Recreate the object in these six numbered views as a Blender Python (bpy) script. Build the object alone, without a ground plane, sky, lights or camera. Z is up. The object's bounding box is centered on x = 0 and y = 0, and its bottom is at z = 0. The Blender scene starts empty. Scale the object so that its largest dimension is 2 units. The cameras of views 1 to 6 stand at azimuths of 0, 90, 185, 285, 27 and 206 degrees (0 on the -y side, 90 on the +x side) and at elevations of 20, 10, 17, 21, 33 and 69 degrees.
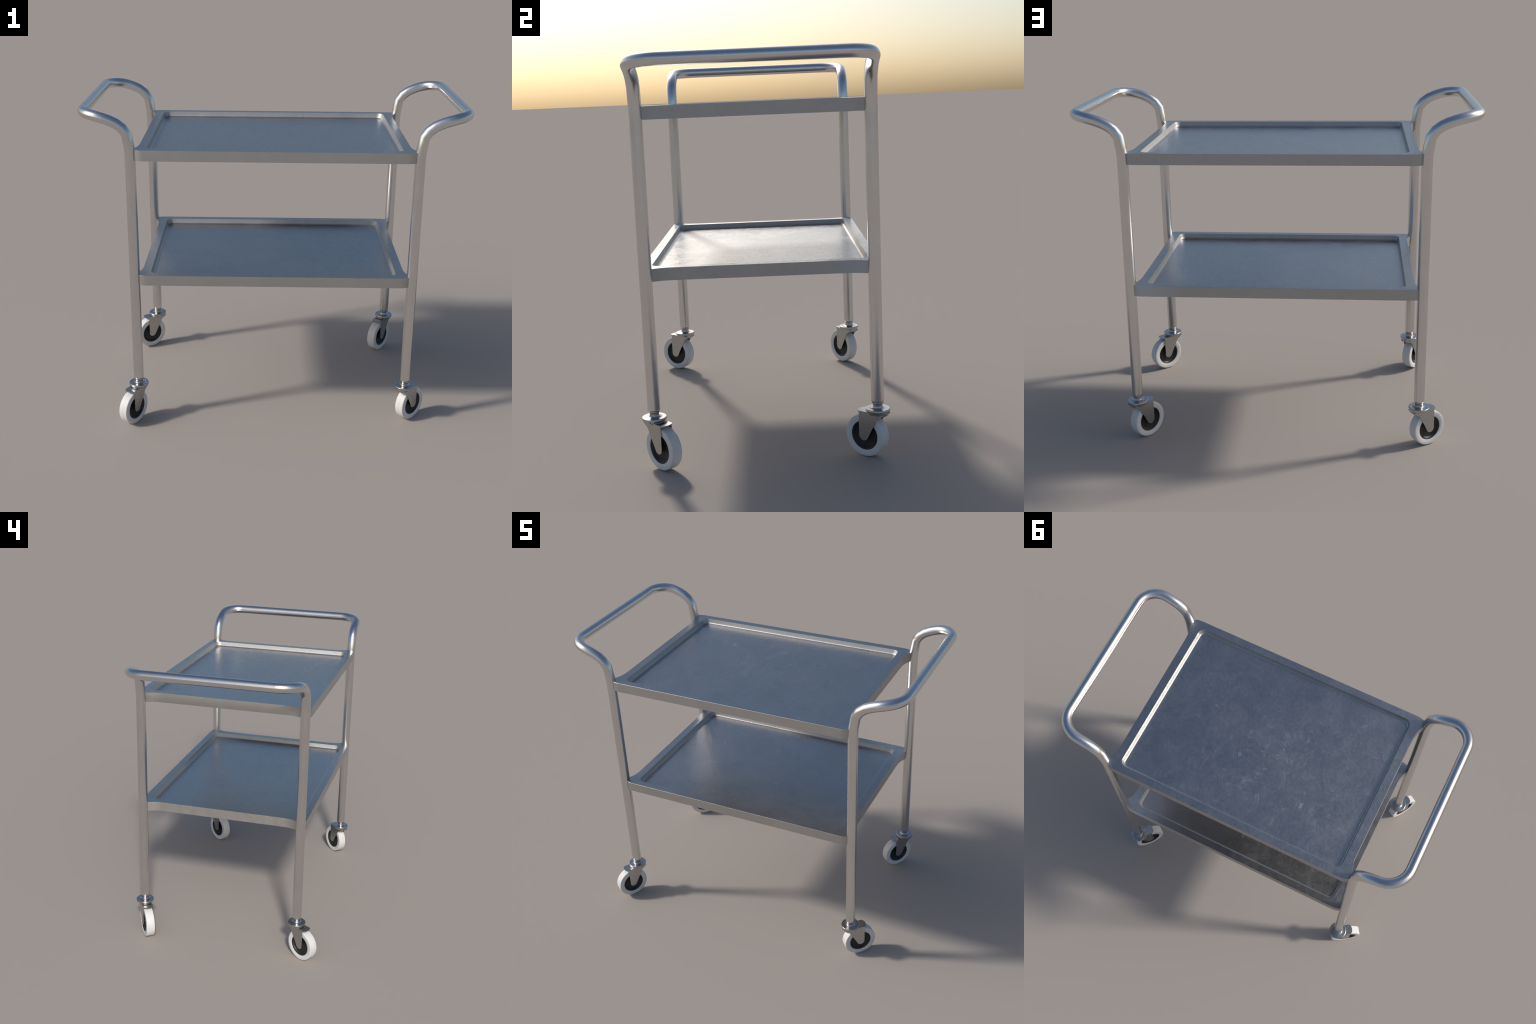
"""Stainless steel two-tier serving trolley on four swivel castors."""
import bpy, bmesh, math
from mathutils import Vector, Matrix

# ------------------------------------------------------------------ sizes (m)
YC = 0.0425            # the frame sits a little off the box centre: castors stick out on one side
LEG_X, LEG_Y = 0.728, 0.476
TUBE_R = 0.0272
TRAY_TOP = (1.525, 0.855)
SKIRT = 0.0545         # height of the folded edge of a tray
# castor: swivel angle of each (direction of trail, degrees from +x)
CASTORS = {(-1, -1): 238.3, (1, -1): 44.1, (1, 1): 232.1, (-1, 1): 214.4}
WHEEL_R, WHEEL_W, TRAIL, HUB_R = 0.0932, 0.0252, 0.0544, 0.0644


# ------------------------------------------------------------------ materials
class Nodes:
    def __init__(self, name):
        self.mat = bpy.data.materials.new(name)
        self.mat.use_nodes = True
        self.t = self.mat.node_tree
        self.bsdf = self.t.nodes["Principled BSDF"]
        self.co = self.t.nodes.new("ShaderNodeTexCoord").outputs["Object"]

    def link(self, a, b):
        self.t.links.new(a, b)

    def mapping(self, scale=(1, 1, 1), rot=(0, 0, 0), loc=(0, 0, 0), src=None):
        m = self.t.nodes.new("ShaderNodeMapping")
        m.inputs["Scale"].default_value = scale
        m.inputs["Rotation"].default_value = rot
        m.inputs["Location"].default_value = loc
        self.link(src or self.co, m.inputs["Vector"])
        return m.outputs[0]

    def noise(self, scale, detail=3, rough=0.55, vec=None, dist=0.0, color=False):
        n = self.t.nodes.new("ShaderNodeTexNoise")
        n.inputs["Scale"].default_value = scale
        n.inputs["Detail"].default_value = detail
        n.inputs["Roughness"].default_value = rough
        n.inputs["Distortion"].default_value = dist
        self.link(vec or self.co, n.inputs["Vector"])
        return n.outputs["Color" if color else "Fac"]

    def ramp(self, fac, lo, hi, a=0.0, b=1.0):
        """map fac from lo..hi to a..b, clamped"""
        m = self.t.nodes.new("ShaderNodeMapRange")
        m.inputs["From Min"].default_value, m.inputs["From Max"].default_value = lo, hi
        m.inputs["To Min"].default_value, m.inputs["To Max"].default_value = a, b
        self.link(fac, m.inputs["Value"])
        return m.outputs[0]

    def math(self, op, a, b=None):
        m = self.t.nodes.new("ShaderNodeMath")
        m.operation = op
        for i, v in enumerate((a, b)):
            if v is None:
                continue
            if isinstance(v, (int, float)):
                m.inputs[i].default_value = v
            else:
                self.link(v, m.inputs[i])
        return m.outputs[0]

    def mix(self, fac, a, b):
        m = self.t.nodes.new("ShaderNodeMix")
        m.data_type = "RGBA"
        if isinstance(fac, (int, float)):
            m.inputs[0].default_value = fac
        else:
            self.link(fac, m.inputs[0])
        for i, v in ((6, a), (7, b)):
            if isinstance(v, tuple):
                m.inputs[i].default_value = (*v, 1)
            else:
                self.link(v, m.inputs[i])
        return m.outputs[2]

    def bump(self, height, strength, dist):
        b = self.t.nodes.new("ShaderNodeBump")
        b.inputs["Strength"].default_value = strength
        b.inputs["Distance"].default_value = dist
        self.link(height, b.inputs["Height"])
        self.link(b.outputs[0], self.bsdf.inputs["Normal"])

    def set(self, **kw):
        for k, v in kw.items():
            s = self.bsdf.inputs[k.replace("_", " ")]
            if isinstance(v, (int, float, tuple)):
                s.default_value = (*v, 1) if isinstance(v, tuple) else v
            else:
                self.link(v, s)


def scratches(n, rot, seed, lo=0.54, hi=0.66):
    """fine hair scratches running roughly one way, broken up and gathered in patches"""
    turned = n.mapping(rot=(0, 0, rot), loc=(seed, seed * 0.7, seed * 0.3))
    v = n.mapping((1.0, 9.0, 1.0), src=turned)
    f = n.noise(7, 1, 0.4, vec=v, dist=0.25)
    line = n.ramp(n.math("ABSOLUTE", n.math("SUBTRACT", f, 0.5)), 0.0, 0.026, 1, 0)
    patch = n.ramp(n.noise(7, 3, vec=n.mapping(loc=(seed * 3, 5, seed))), lo, hi)
    fine = n.ramp(n.noise(18, 2, vec=n.mapping(loc=(seed, 1, 2))), 0.48, 0.64)
    return n.math("MULTIPLY", line, n.math("MULTIPLY", patch, fine))


def make_tube_steel():
    n = Nodes("polished_tube_steel")
    speck = n.ramp(n.noise(150, 2), 0.64, 0.78)
    blot = n.noise(9, 4)
    n.set(Metallic=1.0,
          Base_Color=n.mix(n.ramp(blot, 0.35, 0.7), (0.70, 0.69, 0.685), (0.735, 0.725, 0.715)),
          Roughness=n.math("ADD", n.ramp(blot, 0.3, 0.7, 0.20, 0.25), n.math("MULTIPLY", speck, 0.06)))
    return n.mat


def make_tray_steel(shift, pale_corner=None):
    """pressed stainless sheet; shift moves the wear, pale_corner is an (x, y) spot lightened and roughened"""
    n = Nodes("worn_sheet_steel")
    place = n.co
    n.co = n.mapping(loc=(shift, shift * 0.6, shift * 0.3))
    mott = n.noise(60, 4, 0.65)
    cloud = n.noise(5.5, 6, 0.62, dist=0.5)
    # handled zone: wear gathers toward the middle of the sheet
    sep = n.t.nodes.new("ShaderNodeSeparateXYZ")
    n.link(place, sep.inputs[0])
    far = n.math("MAXIMUM", n.math("ABSOLUTE", n.math("ADD", sep.outputs[0], 0.12)),
                 n.math("MULTIPLY", n.math("ABSOLUTE", n.math("SUBTRACT", sep.outputs[1], 0.10)), 1.4))
    zone = n.ramp(far, 0.20, 0.72, 1.0, 0.25)
    # small pale scuffs
    scuff = n.ramp(n.noise(34, 4, 0.6, dist=0.6, vec=n.mapping((1, 0.75, 1), (0, 0, 0.6))), 0.57, 0.74)
    patch = n.ramp(n.noise(8, 3, vec=n.mapping(loc=(3, 1, 4))), 0.40, 0.62)
    scuff = n.math("MULTIPLY", n.math("MULTIPLY", scuff, patch), zone)
    # rubbed areas with less gloss, and freckles of tarnish
    dull = n.ramp(n.noise(13, 5, 0.68, dist=0.7, vec=n.mapping(loc=(1, 9, 2))), 0.42, 0.64)
    freckle = n.ramp(n.noise(120, 2, 0.5), 0.62, 0.70)
    freckle = n.math("MULTIPLY", freckle, n.ramp(n.noise(10, 3, vec=n.mapping(loc=(7, 2, 1))), 0.48, 0.62))
    scr = scratches(n, 0.35, 1.3)
    for rot, seed in ((-0.8, 4.1), (1.45, 7.7), (0.95, 2.9), (-0.2, 5.6)):
        scr = n.math("MAXIMUM", scr, scratches(n, rot, seed, 0.50, 0.64))
    scr = n.math("MULTIPLY", scr, zone)
    base = n.mix(n.ramp(cloud, 0.32, 0.70), (0.45, 0.448, 0.447), (0.50, 0.496, 0.49))
    base = n.mix(n.math("MULTIPLY", n.ramp(mott, 0.50, 0.72), 0.35), base, (0.38, 0.38, 0.385))
    base = n.mix(n.math("MULTIPLY", freckle, 0.3), base, (0.30, 0.295, 0.29))
    base = n.mix(n.math("MULTIPLY", scuff, 0.15), base, (0.66, 0.655, 0.65))
    base = n.mix(n.math("MULTIPLY", scr, 0.5), base, (0.78, 0.78, 0.79))
    r = n.math("ADD", n.ramp(cloud, 0.32, 0.70, 0.25, 0.30), n.ramp(mott, 0.35, 0.7, -0.02, 0.06))
    r = n.math("ADD", r, n.math("ADD", n.math("MULTIPLY", dull, 0.04), n.math("MULTIPLY", zone, 0.03)))
    r = n.math("ADD", r, n.math("MULTIPLY", scuff, 0.10))
    r = n.math("ADD", r, n.math("MULTIPLY", scr, 0.15))
    # steep faces (folded edges and walls) blend to one warm grey and are rougher than the flat
    geo = n.t.nodes.new("ShaderNodeNewGeometry")
    nz = n.t.nodes.new("ShaderNodeSeparateXYZ")
    n.link(geo.outputs["Normal"], nz.inputs[0])
    steep = n.math("ABSOLUTE", nz.outputs[2])
    r = n.math("ADD", r, n.ramp(steep, 0.35, 0.97, 0.23, 0.0))
    base = n.mix(n.ramp(steep, 0.06, 0.6, 0.8, 0.0), base, (0.475, 0.46, 0.445))
    if pale_corner:
        d = n.t.nodes.new("ShaderNodeVectorMath")
        d.operation = "DISTANCE"
        n.link(place, d.inputs[0])
        d.inputs[1].default_value = (*pale_corner, 0)
        pale_mask = n.math("MULTIPLY", n.ramp(d.outputs["Value"], 0.08, 0.26, 1, 0), n.ramp(mott, 0.32, 0.62, 0.45, 1.0))
        r = n.math("ADD", r, n.math("MULTIPLY", pale_mask, 0.36))
        base = n.mix(n.math("MULTIPLY", pale_mask, 0.8), base, (0.80, 0.80, 0.80))
    n.set(Metallic=1.0, Base_Color=base, Roughness=r)
    n.bump(n.math("ADD", n.math("MULTIPLY", n.noise(230, 2, 0.7), 0.35), mott), 0.4, 0.002)
    return n.mat


def make_castor_steel():
    n = Nodes("zinc_plated_steel")
    mott = n.noise(110, 4, 0.6)
    n.set(Metallic=1.0,
          Base_Color=n.mix(n.ramp(mott, 0.4, 0.75), (0.50, 0.495, 0.49), (0.485, 0.48, 0.475)),
          Roughness=n.ramp(mott, 0.35, 0.7, 0.255, 0.285))
    return n.mat


def make_tyre_rubber():
    n = Nodes("white_rubber")
    blot = n.noise(30, 4)
    n.set(Base_Color=n.mix(n.ramp(blot, 0.35, 0.7), (0.71, 0.705, 0.695), (0.67, 0.665, 0.655)),
          Roughness=0.55)
    return n.mat


def make_hub_plastic():
    n = Nodes("black_plastic")
    blot = n.noise(60, 4)
    n.set(Base_Color=n.mix(n.ramp(blot, 0.35, 0.7), (0.012, 0.012, 0.012), (0.022, 0.0215, 0.021)),
          Roughness=n.ramp(blot, 0.3, 0.7, 0.42, 0.6))
    return n.mat


STEEL, ZINC = make_tube_steel(), make_castor_steel()
SHEETS = make_tray_steel(0.0), make_tray_steel(5.3, (0.70, 0.50))
RUBBER, PLASTIC = make_tyre_rubber(), make_hub_plastic()


# ------------------------------------------------------------------ helpers
def add(name, mesh, mat, parent=None, loc=(0, 0, 0), rot=0.0):
    o = bpy.data.objects.new(name, mesh)
    bpy.context.scene.collection.objects.link(o)
    if mesh is not None and not mesh.materials:
        mesh.materials.append(mat)
    o.parent = parent
    o.location = loc
    o.rotation_euler = (0, 0, rot)
    return o


def finish(bm, name, angle=40):
    bmesh.ops.recalc_face_normals(bm, faces=bm.faces)
    me = bpy.data.meshes.new(name)
    bm.to_mesh(me)
    bm.free()
    for p in me.polygons:
        p.use_smooth = True
    if angle:
        me.set_sharp_from_angle(angle=math.radians(angle))
    return me


def sweep(path, radii, sides=36, cap_start=False, cap_end=False):
    """round tube along a path with parallel-transported rings"""
    bm = bmesh.new()
    P = [Vector(p) for p in path]
    T = []
    for i in range(len(P)):
        a = (P[i] - P[i - 1]).normalized() if i else None
        b = (P[i + 1] - P[i]).normalized() if i < len(P) - 1 else None
        T.append(((a or b) + (b or a)).normalized())
    ref = Vector((0, 1, 0))
    rings = []
    for i, p in enumerate(P):
        if i:
            ref = T[i - 1].rotation_difference(T[i]) @ ref
        u = (ref - ref.dot(T[i]) * T[i]).normalized()
        v = T[i].cross(u)
        rings.append([bm.verts.new(p + radii[i] * (math.cos(t) * u + math.sin(t) * v))
                      for t in (2 * math.pi * k / sides for k in range(sides))])
    for a, b in zip(rings, rings[1:]):
        for k in range(sides):
            bm.faces.new((a[k], a[(k + 1) % sides], b[(k + 1) % sides], b[k]))
    if cap_start:
        bm.faces.new(rings[0])
    if cap_end:
        bm.faces.new(rings[-1])
    return bm


def lathe(profile, sides=48, axis="Z", close=False):
    """turn (radius, height) points about an axis"""
    bm = bmesh.new()
    rings = []
    for r, h in profile:
        if r < 1e-6:
            rings.append([bm.verts.new((0, 0, h))])
        else:
            rings.append([bm.verts.new((r * math.cos(2 * math.pi * k / sides), r * math.sin(2 * math.pi * k / sides), h))
                          for k in range(sides)])
    pairs = list(zip(rings, rings[1:])) + ([(rings[-1], rings[0])] if close else [])
    for a, b in pairs:
        for k in range(sides):
            q = [a[k % len(a)], a[(k + 1) % len(a)], b[(k + 1) % len(b)], b[k % len(b)]]
            q = list(dict.fromkeys(q))
            if len(q) > 2:
                bm.faces.new(q)
    if axis == "Y":
        bm.transform(Matrix.Rotation(math.radians(90), 4, "X"))
    return bm


def catmull(pts, per=6):
    P = [Vector(p) for p in pts]
    P = [2 * P[0] - P[1]] + P + [2 * P[-1] - P[-2]]
    out = []
    for i in range(1, len(P) - 2):
        p0, p1, p2, p3 = P[i - 1:i + 3]
        for k in range(per):
            t = k / per
            out.append(0.5 * (2 * p1 + (p2 - p0) * t + (2 * p0 - 5 * p1 + 4 * p2 - p3) * t * t
                              + (3 * p1 - p0 - 3 * p2 + p3) * t ** 3))
    out.append(P[-2])
    return out


# ------------------------------------------------------------------ the trolley
trolley = add("serving_trolley", None, None, loc=(0, YC, 0))
trolley["label"] = "two-tier stainless steel serving trolley with bent tube handles on castors"
trolley["category"] = "utility cart"

# --- legs: straight tube, necked in at the foot where the castor stem enters
JOIN = 1.46
leg_path = [(0, 0, z) for z in (0.2455, 0.247, 0.2495, 0.2535, 0.256, 0.60, 1.0, JOIN)]
leg_mesh = finish(sweep(leg_path, [0.0235, 0.0248, 0.0262, 0.0271] + [TUBE_R] * 4, cap_start=True), "leg", 60)
for sx, sy in CASTORS:
    add("leg", leg_mesh, STEEL, trolley, (sx * LEG_X, sy * LEG_Y, 0))


# --- handles: tube leans out in a few bends, rises gently and turns into the cross bar
def handle_path():
    arm = [(0.728, JOIN), (0.7285, 1.500), (0.731, 1.535), (0.742, 1.602), (0.764, 1.633), (0.793, 1.655),
           (0.825, 1.6700)]
    rise = [(0.825, 1.6700), (0.850, 1.6790), (0.875, 1.6860), (0.900, 1.6915), (0.930, 1.6957), (0.9730, 1.6993)]

    def height(x):
        for (xa, za), (xb, zb) in zip(rise, rise[1:]):
            if x <= xb:
                return za + (zb - za) * (x - xa) / (xb - xa)
        return rise[-1][1]

    half = [Vector((x, LEG_Y, z)) for x, z in arm]
    R, x0 = 0.117, 0.8558
    half.append(Vector((0.842, LEG_Y, height(0.842))))
    for k in range(11):
        a = math.radians(9 * k)
        x = x0 + R * math.sin(a)
        half.append(Vector((x, LEG_Y - R + R * math.cos(a), height(x))))
    other = [Vector((p.x, -p.y, p.z)) for p in reversed(half)]
    return half + other


hp = handle_path()
handle_mesh = finish(sweep(hp, [TUBE_R] * len(hp)), "handle", None)
for s in (1, -1):
    add("handle", handle_mesh, STEEL, trolley, rot=0.0 if s > 0 else math.pi)


# --- trays: pressed sheet with a sunk floor, folded skirt and ears that reach the tubes
def tray():
    # quarter outlines (x, y) from the middle of the short end to the middle of the long side
    ear = catmull([(0.693, 0.345), (0.6945, 0.385), (0.701, 0.418), (0.7115, 0.442)], 5)
    nose = [(0.7165, 0.452), (0.719, 0.466), (0.7175, 0.480)]
    nose += [tuple(p) for p in catmull([(0.711, 0.4885), (0.697, 0.4955), (0.676, 0.5005), (0.650, 0.5015)], 4)]
    outer = [Vector((0.693, y)) for y in (0.0, 0.115, 0.23)] + [p.copy() for p in ear] + [Vector(p) for p in nose]
    n_corner = len(outer) - 3
    outer += [Vector((x, 0.5015)) for x in (0.43, 0.215, 0.0)]

    IX, IY, RC = 0.6475, 0.461, 0.036

    def inner(inset):
        r = max(RC - inset * 0.55, 0.006)
        x, y = IX - inset, IY - inset
        pts = [Vector((x, yy)) for yy in (0.0, 0.115, 0.23)]
        for k in range(n_corner):
            a = math.radians(90) * k / (n_corner - 1)
            pts.append(Vector((x - r + r * math.cos(a), y - r + r * math.sin(a))))
        return pts + [Vector((xx, y)) for xx in (0.43, 0.215, 0.0)]

    def mirror(q):
        loop = q[:-1]
        loop = loop + [Vector((-p.x, p.y)) for p in reversed(q)][:-1]
        return loop + [Vector((-p.x, -p.y)) for p in loop]

    def shrink(q, d):
        """offset the outline inwards a little (for the rounded fold)"""
        out = []
        for i, p in enumerate(q):
            a, b = q[max(i - 1, 0)], q[min(i + 1, len(q) - 1)]
            t = (b - a).normalized()
            nrm = Vector((-t.y, t.x))
            if i == 0:
                nrm = Vector((-1, 0))
            if i == len(q) - 1:
                nrm = Vector((0, -1))
            out.append(p + d * nrm)
        return out

    th = 0.0025
    # underside of the sheet, from the floor out to the folded edge, then the outside
    rings = [(mirror(inner(0.0150)), -0.0280 - th), (mirror(inner(0.0080)), -0.0235 - th), (mirror(inner(-0.0026)), -th),
             (mirror(shrink(outer, th)), -th), (mirror(shrink(outer, th)), -SKIRT),
             (mirror(outer), -SKIRT), (mirror(outer), -0.0005), (mirror(shrink(outer, 0.0005)), 0.0)]
    # dished wall of the sunk floor
    for inset, z in ((0.0, 0.0), (0.0028, -0.0098), (0.0056, -0.0196), (0.0067, -0.0223), (0.0086, -0.0248),
                     (0.0112, -0.0266), (0.0145, -0.0277), (0.0185, -0.0280), (0.0240, -0.0280), (0.0300, -0.0280)):
        rings.append((mirror(inner(inset)), z))
    bm = bmesh.new()
    vr = [[bm.verts.new((p.x, p.y, z)) for p in loop] for loop, z in rings]
    m = len(vr[0])
    for a, b in zip(vr, vr[1:]):
        for k in range(m):
            bm.faces.new((a[k], a[(k + 1) % m], b[(k + 1) % m], b[k]))
    bm.faces.new(vr[-1])
    bm.faces.new(vr[0])
    bmesh.ops.recalc_face_normals(bm, faces=bm.faces)
    me = bpy.data.meshes.new("tray")
    bm.to_mesh(me)
    bm.free()
    for p in me.polygons:
        p.use_smooth = True
    me.set_sharp_from_angle(angle=math.radians(30))
    return me


tray_mesh = tray()
for z, sheet in zip(TRAY_TOP, SHEETS):
    t = add("tray", tray_mesh, SHEETS[0], trolley, (0, 0, z))
    t.material_slots[0].link = "OBJECT"
    t.material_slots[0].material = sheet

# --- castors (local x = direction of trail, origin on the ground under the stem)
swivel_profile = [(0, 0.252), (0.0232, 0.252), (0.0242, 0.2465), (0.0245, 0.2425), (0.0240, 0.2405), (0.0212, 0.2390), (0.0206, 0.236),
                  (0.0206, 0.2285), (0.0214, 0.2248), (0.0238, 0.2220), (0.0290, 0.2203), (0.0370, 0.2196), (0.0455, 0.2196),
                  (0.0495, 0.2200), (0.0518, 0.2196), (0.0530, 0.2180), (0.0530, 0.2118), (0.0524, 0.2098), (0.0504, 0.2084),
                  (0.0470, 0.2072), (0.0448, 0.2056), (0.0436, 0.2035), (0.0430, 0.2000), (0, 0.2000)]
swivel_mesh = finish(lathe(swivel_profile, 56), "castor", 50)


def fork():
    """bent plate: round-ended crown above the wheel, two tapering cheeks down to the axle"""
    bm = bmesh.new()
    top, W, th = 0.2010, 0.0305, 0.0035
    # cheek outline in (trail, height)
    out = [(0.0770, top), (0.0772, 0.16), (0.0772, 0.0945)]
    for k in range(1, 12):
        a = math.radians(-150 * k / 11.0)
        out.append((0.0552 + 0.0220 * math.cos(a), 0.0940 + 0.0220 * math.sin(a)))
    out += [(0.0120, 0.1285), (-0.0120, 0.1720), (-0.0165, 0.1775), (-0.0300, 0.1860), (-0.0420, 0.1945), (-0.0440, top)]

    def slab(pts, f, a, b):
        lo = [bm.verts.new(f(p, a)) for p in pts]
        hi = [bm.verts.new(f(p, b)) for p in pts]
        bm.faces.new(lo)
        bm.faces.new(list(reversed(hi)))
        for k in range(len(pts)):
            j = (k + 1) % len(pts)
            bm.faces.new((lo[k], hi[k], hi[j], lo[j]))

    for s in (1, -1):
        slab(out, lambda p, d: (p[0], s * d, p[1]), W - th, W)
    # crown plate: rounded at the trailing side, fits the swivel cup at the other
    crown = []
    for k in range(13):
        a = math.radians(-90 + 180 * k / 12.0)
        crown.append((0.0770 + 0.0170 * math.cos(a), (W - 0.0002) * math.sin(a)))
    for k in range(13):
        a = math.radians(90 + 180 * k / 12.0)
        crown.append((-0.010 + 0.0400 * math.cos(a), (W - 0.0002) * math.sin(a)))
    slab(crown, lambda p, d: (p[0], p[1], d), top - 0.0045, top + 0.0004)
    # flared shroud: round under the swivel plate, narrowing to the cheeks, open at the trailing side
    N = 40
    outside = ((0.0500, 0.0500, 0.2120), (0.0500, 0.0494, 0.2080), (0.0494, 0.0450, 0.2052), (0.0482, 0.0390, 0.2020), (0.0466, 0.0340, 0.1975),
               (0.0455, 0.0312, 0.1935), (0.0450, 0.0307, 0.1905))
    rows = []
    for r, wide, z in outside + tuple((r - 0.003, w2 - 0.003, z + 0.0005) for r, w2, z in reversed(outside)):
        row = []
        for k in range(N + 1):
            a = math.radians(62 + 236 * k / N)
            # squared-off circle, so the sides run flat into the cheeks
            x, y = r * math.cos(a), r * math.sin(a)
            squared = 1 + 0.9 * min(1.0, (r - wide) / 0.012)
            y = math.copysign(wide * (1 - (1 - min(abs(y) / r, 1)) ** squared), y)
            row.append(bm.verts.new((x, y, z)))
        rows.append(row)
    for a, b in zip(rows, rows[1:] + rows[:1]):
        for k in range(N):
            bm.faces.new((a[k], a[k + 1], b[k + 1], b[k]))
    return finish(bm, "fork", 35)


fork_mesh = fork()


def tyre():
    R, w, e = WHEEL_R, WHEEL_W, 0.0045
    half = [(HUB_R - 0.002, w - 0.006), (HUB_R, w - 0.0008), (HUB_R + 0.001, w), (R - e, w)]
    for k in range(1, 6):
        a = math.radians(90 - 18 * k)
        half.append((R - e + e * math.cos(a), w - e + e * math.sin(a)))
    half += [(R, 0.0008), (R - 0.0006, 0.0002)]
    prof = half + [(r, -h) for r, h in reversed(half)]
    return finish(lathe(prof, 72, "Y", close=True), "tyre", 40)


def hub():
    w = WHEEL_W
    half = [(0, w + 0.0005), (0.0105, w + 0.0005), (0.0125, w - 0.001), (0.0150, 0.0150), (0.0230, 0.0122), (0.0400, 0.0116), (0.0520, 0.0140),
            (0.0580, w - 0.0035), (0.0605, w - 0.0014), (HUB_R + 0.0004, w - 0.0012), (HUB_R + 0.0004, w - 0.006)]
    prof = half + [(r, -h) for r, h in reversed(half)]
    return finish(lathe(prof, 64, "Y"), "hub", 40)


tyre_mesh, hub_mesh = tyre(), hub()
axle_mesh = finish(lathe([(0, 0.0318), (0.0060, 0.0318), (0.0072, 0.0306), (0.0072, -0.0306), (0.0060, -0.0318), (0, -0.0318)], 24, "Y"), "axle", 40)
for (sx, sy), ang in CASTORS.items():
    c = add("castor", swivel_mesh, ZINC, trolley, (sx * LEG_X, sy * LEG_Y, 0), math.radians(ang))
    add("fork", fork_mesh, ZINC, c)
    add("tyre", tyre_mesh, RUBBER, c, (TRAIL, 0, WHEEL_R))
    add("hub", hub_mesh, PLASTIC, c, (TRAIL, 0, WHEEL_R))
